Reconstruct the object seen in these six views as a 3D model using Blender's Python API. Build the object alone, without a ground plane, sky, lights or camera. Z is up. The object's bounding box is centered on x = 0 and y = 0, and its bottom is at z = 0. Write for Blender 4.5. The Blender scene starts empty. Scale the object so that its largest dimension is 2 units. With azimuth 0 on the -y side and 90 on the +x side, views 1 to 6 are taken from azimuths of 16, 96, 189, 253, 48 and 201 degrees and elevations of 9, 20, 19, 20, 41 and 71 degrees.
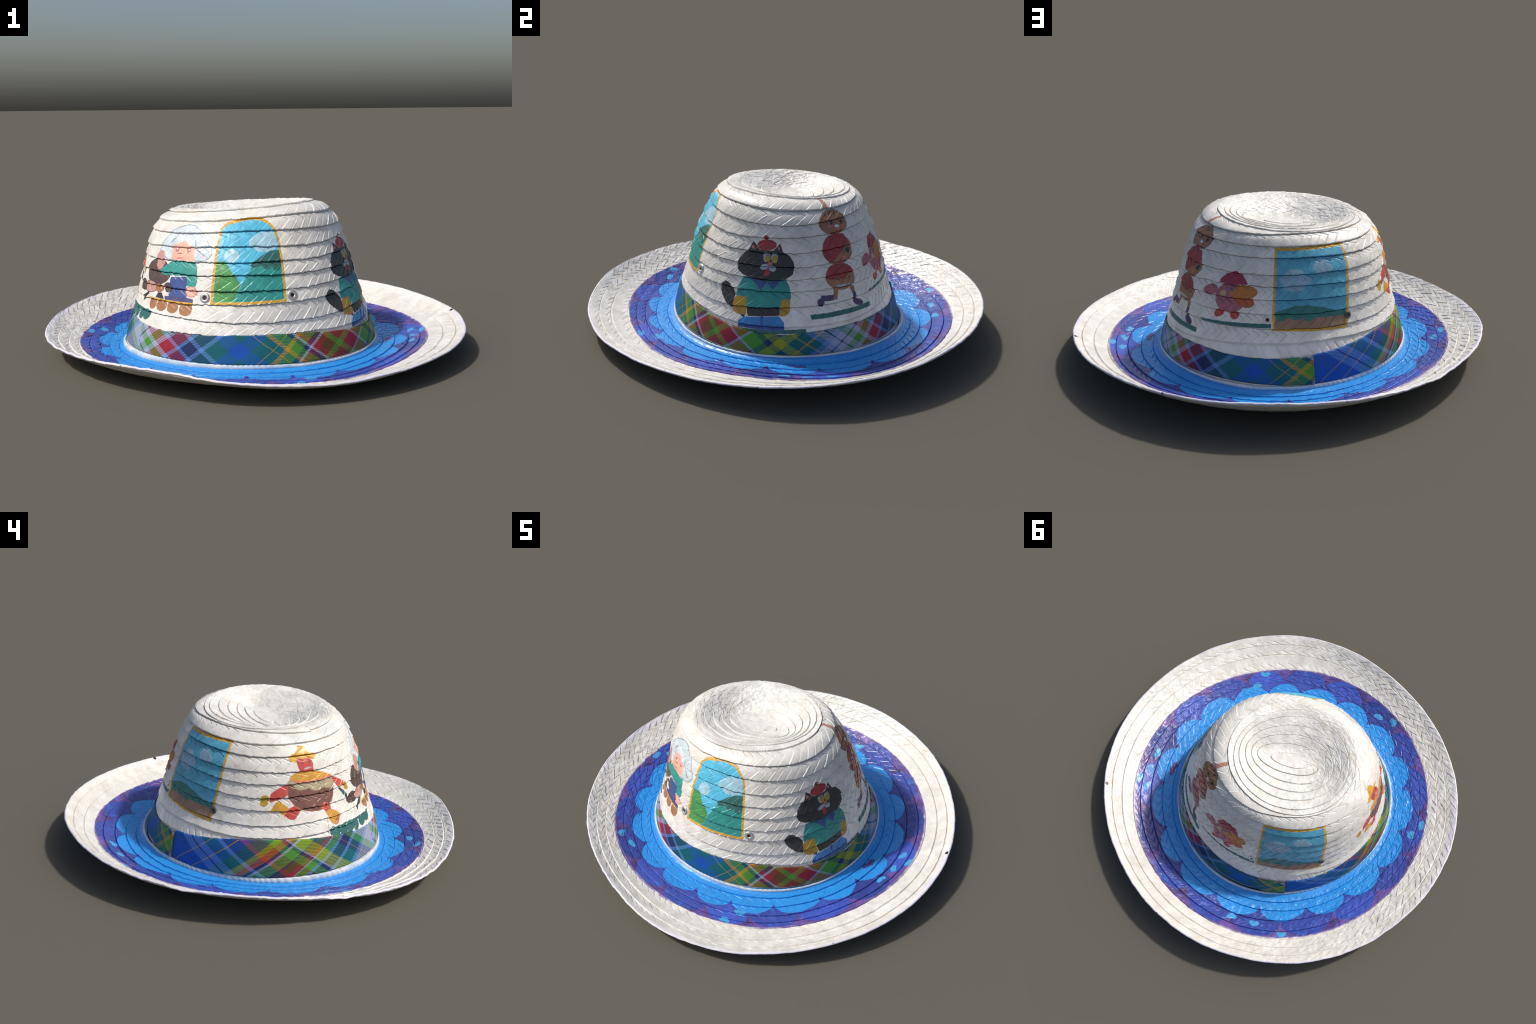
"""Child's straw sun hat: a spiral of plaited straw braid, painted crown, tartan band, wave-printed brim."""
import bpy, math
import numpy as np

RNG = np.random.default_rng(7)
TAU = 2 * math.pi

# ------------------------------------------------------------------ small numeric helpers
def harmonics(coef, th):
    """c0 + c1 cos + s1 sin + c2 cos2 + s2 sin2 ..."""
    out = coef[0] + 0 * th
    for k in range(1, (len(coef) - 1) // 2 + 1):
        out = out + coef[2 * k - 1] * np.cos(k * th) + coef[2 * k] * np.sin(k * th)
    return out

_LAT = np.random.default_rng(3).random((64, 64, 64)).astype(np.float32) * 2 - 1
def noise3(p, scale, octaves=1):
    """smooth value noise, about -1..1"""
    tot, amp, out = 0, 1.0, 0
    q = np.asarray(p) * scale + 17.3
    for _ in range(octaves):
        i = np.floor(q).astype(int); f = q - i; f = f * f * (3 - 2 * f); i &= 63; j = (i + 1) & 63
        x0, y0, z0 = i[..., 0], i[..., 1], i[..., 2]; x1, y1, z1 = j[..., 0], j[..., 1], j[..., 2]
        fx, fy, fz = f[..., 0], f[..., 1], f[..., 2]
        a = (_LAT[x0, y0, z0] * (1 - fx) + _LAT[x1, y0, z0] * fx) * (1 - fy) + (_LAT[x0, y1, z0] * (1 - fx) + _LAT[x1, y1, z0] * fx) * fy
        b = (_LAT[x0, y0, z1] * (1 - fx) + _LAT[x1, y0, z1] * fx) * (1 - fy) + (_LAT[x0, y1, z1] * (1 - fx) + _LAT[x1, y1, z1] * fx) * fy
        out = out + amp * (a * (1 - fz) + b * fz); tot += amp; amp *= .5; q = q * 2.03 + 9.1
    return out / tot

def hash1(n):
    return np.modf(np.abs(np.sin(n * 127.1 + 311.7) * 43758.5453))[0]

def smooth(x, a, b):
    t = np.clip((x - a) / (b - a), 0, 1); return t * t * (3 - 2 * t)

# ------------------------------------------------------------------ the hat's form
# cross-sections of the crown from its foot to its crest: radius harmonics, height harmonics
CROWN_R = np.array([
    [.5843, -.0301, .0084, .0141, .0133, -.0003, .0012],
    [.5468, -.0345, .0101, .0155, .0140, .0041, .0067],
    [.5088, -.0263, .0020, .0189, .0113, -.0013, -.0001],
    [.4727, -.0298, .0013, .0195, .0091, -.0017, .0014],
    [.4321, -.0350, .0023, .0271, .0091, -.0013, .0023],
    [.3941, -.0327, .0003, .0295, .0076, -.0008, -.0009],
    [.3555, -.0351, .0020, .0256, .0034, -.0034, -.0047],
    [.3175, -.0470, -.0040, .0210, .0060, .0000, -.0020],
    [.2760, -.0539, .0057, .0188, .0105, .0000, .0000]])
CROWN_Z = np.array([
    [.0340, .0098, .0018], [.1618, .0045, -.0065], [.2863, .0015, -.0164], [.4225, .0002, -.0205],
    [.5405, .0022, -.0195], [.6189, .0092, -.0161], [.6625, .0187, -.0100], [.6810, .0195, -.0080],
    [.6825, .0165, -.0040]])
BASE_R = [.5961, -.0212, .0097, .0122, .0138, -.0018, -.0060]
BASE_Z = [.0371, .0129, .0032, -.0001, .0074, -.0012, .0007]      # foot of the band
ROOT_Z = [.0270, .0060, .0000, .0000, .0030]                          # where the brim leaves the crown
BLUE_R = [.8196, -.0112, .0194, .0076, .0136, .0023, -.0013, -.0008, .0047]
BLUE_Z = [.0595, -.0035, .0203, -.0035, .0046, .0039, .0066, .0029, -.0016]
RIM_R = [.9770, .0010, .0022, .0150, -.0046, -.0043, -.0008, .0008, .0059, .0028, .0005]
RIM_Z = [.1279, -.0068, .0344, -.0091, .0015, .0034, .0095, .0071, -.0049, -.0039, .0019]
BAND_TOP_Z = [.1724, -.0189, .0016, .0100, -.0020, -.0084, .0076]
T_TOP = 13.0                      # level parameter: 0 foot, 8 lip of the dent, 13 centre of the dent
SEAM = math.radians(-165)         # where each turn of the braid passes into the next one up

RIM_LIFTS = [(62, .009, 14), (108, .005, 20), (-146, .013, 17), (-35, .005, 12)]      # azimuth, rise, spread of waves in the rim
CROWN_SWELLS = [(-22, 1.0, .021, 14, .55), (140, .2, -.022, 30, .9), (60, 5.9, -.004, 40, .9), (170, 6.2, -.004, 35, .8), (-150, 6.3, -.004, 25, .7)]
BLUE_LIFTS = [(-15, .008, 16), (-103, -.007, 18), (-150, .008, 20), (28, -.007, 18)]
RIM_SWELLS = [(150, -.009, 18), (76, .004, 12), (-50, -.005, 15)]

def bump(th, az, sig):
    d = (th - math.radians(az) + math.pi) % TAU - math.pi
    return np.exp(-(d / math.radians(sig)) ** 2 / 2)

def crown_point(th, t):
    n = len(CROWN_R); tc = np.clip(t, 0, n - 1)
    i = np.minimum(tc.astype(int), n - 2); f = tc - i
    w = [-.5 * f + f * f - .5 * f ** 3, 1 - 2.5 * f * f + 1.5 * f ** 3, .5 * f + 2 * f * f - 1.5 * f ** 3, -.5 * f * f + .5 * f ** 3]
    def interp(C):
        ext = np.vstack([2 * C[0] - C[1], C, 2 * C[-1] - C[-2]])
        out = 0
        for k in range(C.shape[1]):
            col = sum(wq * ext[i + q, k] for q, wq in enumerate(w))
            m = (k + 1) // 2
            out = out + (col if k == 0 else col * (np.cos(m * th) if k % 2 else np.sin(m * th)))
        return out
    R, Z = interp(CROWN_R), interp(CROWN_Z)
    for az, tz, amt, sa, st in CROWN_SWELLS: R = R + amt * bump(th, az, sa) * np.exp(-((t - tz) / st) ** 2 / 2)
    d = np.clip((t - (n - 1)) / (T_TOP - n + 1), 0, 1)          # 0 at the lip, 1 in the centre
    seg = d * smooth(1 - d, 0, .14)                              # the spiral starts from a short straight strip
    x = R * np.cos(th) * (1 - d) + d * -.030 + .125 * seg * np.cos(th)
    y = R * np.sin(th) * (1 - d) + seg * (.020 * np.sin(th) + .022 * np.cos(th))
    floor = .652 + .082 * x - .021 * smooth(d, .35, .85)
    g = 1 - smooth(d, -.16, .62); g0 = 1 - smooth(0., -.16, .62)
    Z = np.where(d > 0, floor + (Z - floor) * g / g0, Z)
    return np.stack([x, y, Z], -1)

def brim_point(th, w):
    """w: row coordinate, 0 at the crown, 5 at the edge of the blue print, 8 at the rim"""
    rb, zb, rm, zm, rr, zr = (harmonics(c, th) for c in (BASE_R, ROOT_Z, BLUE_R, BLUE_Z, RIM_R, RIM_Z))
    for az, up, sig in BLUE_LIFTS: zm = zm + up * bump(th, az, sig)
    for az, grow, sig in RIM_SWELLS: rr = rr + grow * bump(th, az, sig)
    for az, up, sig in RIM_LIFTS: zr = zr + up * bump(th, az, sig)
    r = np.where(w < 5, rb + (rm - rb) * w / 5, rm + (rr - rm) * (w - 5) / 3)
    l0 = (r - rm) * (r - rr) / ((rb - rm) * (rb - rr)); l1 = (r - rb) * (r - rr) / ((rm - rb) * (rm - rr))
    l2 = (r - rb) * (r - rm) / ((rr - rb) * (rr - rm))
    fillet = (harmonics(BASE_Z, th) - .002 - zb) * smooth(-w, -.28, .35)          # the brim turns up into the crown
    return np.stack([r * np.cos(th), r * np.sin(th), zb * l0 + zm * l1 + zr * l2 + fillet], -1)

def grid_normals(P):
    """area-weighted vertex normals of a grid of points"""
    d1 = P[1:, 1:] - P[:-1, :-1]; d2 = P[:-1, 1:] - P[1:, :-1]
    fn = np.cross(d1, d2); N = np.zeros_like(P)
    N[:-1, :-1] += fn; N[1:, :-1] += fn; N[:-1, 1:] += fn; N[1:, 1:] += fn
    return N / np.maximum(np.linalg.norm(N, axis=-1, keepdims=True), 1e-12)

# ------------------------------------------------------------------ plaited braid
ROW_F = np.concatenate([[0, .02, .045], np.linspace(.08, .92, 22), [.945, .968, .987]])

def braid_relief(f, phase, row, lift, weave):
    """height of one braid row: f 0..1 across it, phase counts straws along it"""
    jig = hash1(np.floor(phase * .5) + row * 3.3)
    h = lift * (-.55 + .9 * np.clip(f * 1.05, 0, 1))                        # each turn laps over the next one down
    h = h - lift * .45 * smooth(f, .965, 1.0)                       # rounded lower edge
    h = h - lift * .90 * (1 - smooth(f, 0, .055))                   # sewn groove under the lap
    apex = .40
    zig = np.where(f < apex, f / apex, (1 - f) / (1 - apex))         # straws turn back inside the braid
    q = phase - .95 * zig + .45 * np.sin(phase * .31 + row * 2.1) + .22 * np.sin(phase * .83 + row * 4.7)
    c = np.floor(q); s = q - c
    up = 1 - smooth(f, apex - .06, apex + .06)
    ra, rb_, rc_ = hash1(c * 1.31 + row * 7.7) - .5, hash1(c * 2.17 + row * 5.1) - .5, hash1(c * .77 + row * 9.3)
    dome = 1 - (2 * s - 1) ** 10
    tilt = (s - .5) * (-1.2 * (1 - up) + .5 * up + 1.3 * rb_)
    h = h + weave * (.7 * dome - .5 + tilt + 1.1 * ra)
    edge = s - np.where(s > .5, 1, 0)
    crease = np.exp(-(edge / .050) ** 2)
    h = h - weave * crease * (3.2 * up * (.2 + rc_) * smooth(f, .03, .10) + .5 * (1 - up))
    ridge = np.exp(-((edge - .06) / .05) ** 2)
    h = h + weave * ridge * (1 - up) * (.2 + 1.6 * rc_)             # lifted straw edges
    return h

# rows of the crown wall: height of each lap line at ten azimuths starting at the seam
LINE_AZ = np.radians([-165, -120, -80, -40, 0, 40, 80, 120, 160, 195])
WALL_LINES = np.array([
    [.620, .634, .652, .667, .665, .662, .662, .663, .656, .650],
    [.572, .585, .601, .604, .606, .620, .620, .619, .613, .620],
    [.502, .526, .538, .535, .553, .571, .573, .575, .567, .572],
    [.455, .464, .473, .478, .488, .506, .505, .507, .504, .502],
    [.400, .411, .419, .421, .430, .445, .456, .461, .450, .455],
    [.340, .348, .350, .362, .375, .393, .402, .404, .392, .400],
    [.280, .287, .294, .306, .325, .336, .341, .343, .332, .340],
    [.222, .228, .219, .225, .258, .274, .281, .277, .266, .280],
    [.165, .165, .165, .168, .175, .190, .214, .222, .214, .222]])
TOP_LINES = np.array([            # lap lines on the crest, given as level parameter
    [6.30, 6.60, 6.90, 7.15, 7.25, 7.20, 7.20, 7.22, 7.30, 7.40],
    [7.40, 7.60, 7.80, 7.95, 8.00, 8.00, 8.02, 8.05, 8.15, 8.30]])

def build_crown_grid(n_th=1700):
    th = np.linspace(SEAM, SEAM + TAU, n_th + 1)
    tt = np.linspace(0, 7, 141)
    lv = crown_point(np.broadcast_to(th[:, None], (n_th + 1, 141)), np.broadcast_to(tt, (n_th + 1, 141)))[..., 2]
    def along(tab):
        s = (th - LINE_AZ[0]); a = LINE_AZ - LINE_AZ[0]
        # monotone-ish cubic through the table
        m = np.gradient(tab, a); i = np.clip(np.searchsorted(a, s, 'right') - 1, 0, len(a) - 2)
        hgt = a[i + 1] - a[i]; u = (s - a[i]) / hgt
        return ((2 * u ** 3 - 3 * u ** 2 + 1) * tab[i] + (u ** 3 - 2 * u ** 2 + u) * hgt * m[i]
                + (-2 * u ** 3 + 3 * u ** 2) * tab[i + 1] + (u ** 3 - u ** 2) * hgt * m[i + 1])
    lines = []
    turn = (th - SEAM) / TAU
    for k in range(5, 0, -1):
        lines.append(np.minimum(7.3 + k + turn, T_TOP))
    lines += [along(TOP_LINES[1]), along(TOP_LINES[0])]
    for row in WALL_LINES:
        z = along(row)
        lines.append(np.array([np.interp(z[j], lv[j], tt) for j in range(n_th + 1)]))
    lines.append(np.zeros_like(th))
    # frayed, hand-sewn edges
    for k, ln in enumerate(lines[:-1]):
        ang = np.stack([np.cos(th) * 3, np.sin(th) * 3, 0 * th + (k + turn) * 1.0], -1)
        ln += .030 * noise3(ang, 2.2, 2) + .030 * noise3(ang, 14, 2)
    lines[0] = np.minimum(lines[0], T_TOP - .4)
    top = np.full_like(th, T_TOP)
    lines = [top] + lines
    T, F, ROW = [], [], []
    for k in range(len(lines) - 1):
        for f in ROW_F:
            T.append(lines[k] + (lines[k + 1] - lines[k]) * f); F.append(f); ROW.append(k)
    T.append(lines[-1]); F.append(1.0); ROW.append(len(lines) - 2)
    T = np.array(T).T; F = np.array(F); ROW = np.array(ROW)                # (theta, level)
    TH = np.broadcast_to(th[:, None], T.shape)
    P = crown_point(TH, T)
    N = grid_normals(P)
    if (N[..., 2][:, 60] < 0).mean() > .5: N = -N
    # number of straws per turn shrinks towards the top, phase runs on along the spiral
    phase = np.zeros_like(T); off = 0.0
    for k in range(ROW.max(), -1, -1):
        cols = np.where(ROW == k)[0]
        R = np.hypot(P[:, cols[len(cols) // 2], 0], P[:, cols[len(cols) // 2], 1]).mean()
        cnt = max(TAU * R / .047, 7)
        phase[:, cols] = (off + cnt * turn)[:, None]; off += cnt
    lift = np.where(ROW < 7, .0056, .0078); weave = np.where(ROW < 7, .00075, .0012)
    h = braid_relief(F[None], phase, ROW[None] + 0 * T, lift[None], weave[None])
    # nothing stands proud under the tartan band, around the eyelets and in the very centre
    zt = harmonics(BAND_TOP_Z, TH) - .014 * bump(TH, 3, 15)
    calm = smooth(P[..., 2], zt - .012, zt + .004)
    for e in EYELETS:
        d = np.linalg.norm(P - crown_foot(e), axis=-1); calm = calm * smooth(d, .022, .036)
    calm = calm * (1 - .8 * smooth(T, 12.2, 12.9))
    crumple = .0022 * noise3(P, 9, 2) + .0008 * noise3(P, 60, 2) + .0006
    dent = smooth(T, 7.4, 8.4)
    crumple = crumple * (1 + .9 * smooth(T, 6.6, 7.4) + 1.6 * dent * smooth(-P[..., 0], -.1, .2))
    P = P + N * (h * calm + crumple * (.25 + .75 * calm))[..., None]
    return th, T, F, ROW, P

EYELETS = [(-54.0, .330), (-100.2, .320), (93.8, .320), (137.4, .308)]    # azimuth, height

def crown_foot(e):
    """point on the plain crown wall at (azimuth, height)"""
    th = np.full(200, math.radians(e[0])); t = np.linspace(0, 7, 200); p = crown_point(th, t)
    k = np.interp(e[1], p[:, 2], np.arange(200)); i = int(k); f = k - i
    return p[i] * (1 - f) + p[i + 1] * f

BRIM_AZ = np.radians([-160, -100, 20, 104])
BRIM_LINES = np.array([[.40, .65, .56, .68], [1.48, 1.92, 1.76, 1.68], [2.44, 3.15, 3.08, 2.84], [3.76, 4.10, 4.25, 4.12],
                       [4.97, 5.0, 5.0, 5.0], [5.84, 6.30, 6.25, 6.08], [6.88, 7.18, 7.28, 7.12]])

def build_brim_grid(n_th=1600):
    th = np.linspace(-math.pi, math.pi, n_th + 1)
    lines = [np.full_like(th, -.45)]
    for k, row in enumerate(BRIM_LINES):
        a = np.concatenate([BRIM_AZ - TAU, BRIM_AZ, BRIM_AZ + TAU]); v = np.tile(row, 3)
        w = np.interp(th, a, v)
        ker = np.hanning(241); ker /= ker.sum()
        w = np.convolve(np.concatenate([w[:-1], w[:-1], w]), ker, 'same')[n_th:2 * n_th + 1]
        ang = np.stack([np.cos(th) * 3, np.sin(th) * 3, 0 * th + k], -1)
        lines.append(w + .05 * noise3(ang, 2, 2) * (0.3 if k == 4 else 1) + .022 * noise3(ang, 20, 1))
    lines.append(np.full_like(th, 8.0))
    W, F, ROW = [], [], []
    for k in range(len(lines) - 1):
        for f in ROW_F:
            W.append(lines[k] + (lines[k + 1] - lines[k]) * f); F.append(f); ROW.append(k)
    W.append(lines[-1]); F.append(1.0); ROW.append(len(lines) - 2)
    W = np.array(W).T; F = np.array(F); ROW = np.array(ROW)
    TH = np.broadcast_to(th[:, None], W.shape)
    P = brim_point(TH, W); N = grid_normals(P)
    if N[..., 2].mean() < 0: N = -N
    turn = (th + math.pi) / TAU
    phase = np.zeros_like(W)
    for k in range(ROW.max() + 1):
        R = .58 + .05 * k
        phase[:, ROW == k] = (round(TAU * R / .052) * turn + k * .37)[:, None]
    h = braid_relief(F[None], phase, ROW[None] + 30 + 0 * W, .0054, .0012)
    h = h * smooth(W, -.1, .3) * (1 - .8 * smooth(W, 7.75, 8.0))
    ang = np.stack([np.cos(TH) * 1.0, np.sin(TH) * 1.0, W * .05], -1)
    rough = .60 + .75 * smooth(-P[..., 0], -.2, .7)                 # the left side is more crumpled
    crumple = (.0030 * noise3(P, 8, 2) + .0024 * noise3(P, 48, 2)) * rough - .001
    rim = .006 * noise3(ang, 5, 2) * smooth(W, 6.6, 8)
    P = P + N * (h + crumple * smooth(W, 0, .4))[..., None]
    P[..., 2] += rim
    P[..., :2] *= (1 + .003 * noise3(ang, 9, 2) * smooth(W, 7, 8))[..., None]
    P[-1] = P[0]
    return th, W, F, ROW, P

# ------------------------------------------------------------------ materials
def lin(*c):
    return (*c, 1.0)

INK = dict(
    hair=(.58, .65, .69), hair_line=(.20, .32, .40), skin=(.86, .44, .33), skin_dark=(.52, .27, .23), blush=(.52, .14, .15), white=(.75, .76, .78),
    brown=(.075, .040, .032), ink=(.014, .015, .017), teal=(.012, .27, .245), blue=(.028, .065, .26), navy=(.045, .045, .17), leather=(.34, .145, .05),
    green_dark=(.008, .115, .108), yellow=(.66, .36, .025), sky=(.075, .48, .70), cloud=(.36, .60, .71), green=(.055, .29, .075), azure=(.015, .19, .48),
    mustard=(.42, .27, .010), orange=(.55, .16, .02), red=(.33, .020, .028), grey=(.40, .43, .50), salmon=(.62, .16, .11), stick=(.45, .22, .15),
    tan=(.32, .145, .072), purple=(.060, .028, .115), pink=(.40, .105, .145), crimson=(.32, .018, .055), amber=(.50, .17, .018), amber_dark=(.46, .095, .018),
    cream=(.50, .36, .20), scarlet=(.52, .050, .035), sea=(.075, .36, .53), cloud_dim=(.26, .45, .58), sand=(.27, .155, .095), green_sea=(.010, .165, .145),
    amber_light=(.60, .29, .018), rust=(.42, .13, .045), patty=(.165, .060, .042), lettuce=(.37, .31, .19))

def polygon(ink, points, line=None, w=0, clip=0):
    return dict(kind='poly', ink=ink, pts=points, line=line, w=w, clip=clip)

def ellipse(ink, x, y, rx, ry, turn, line=None, w=0, clip=0):
    return dict(kind='ell', ink=ink, c=(x, y), r=(rx, ry), turn=turn, line=line, w=w, clip=clip)

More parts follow.
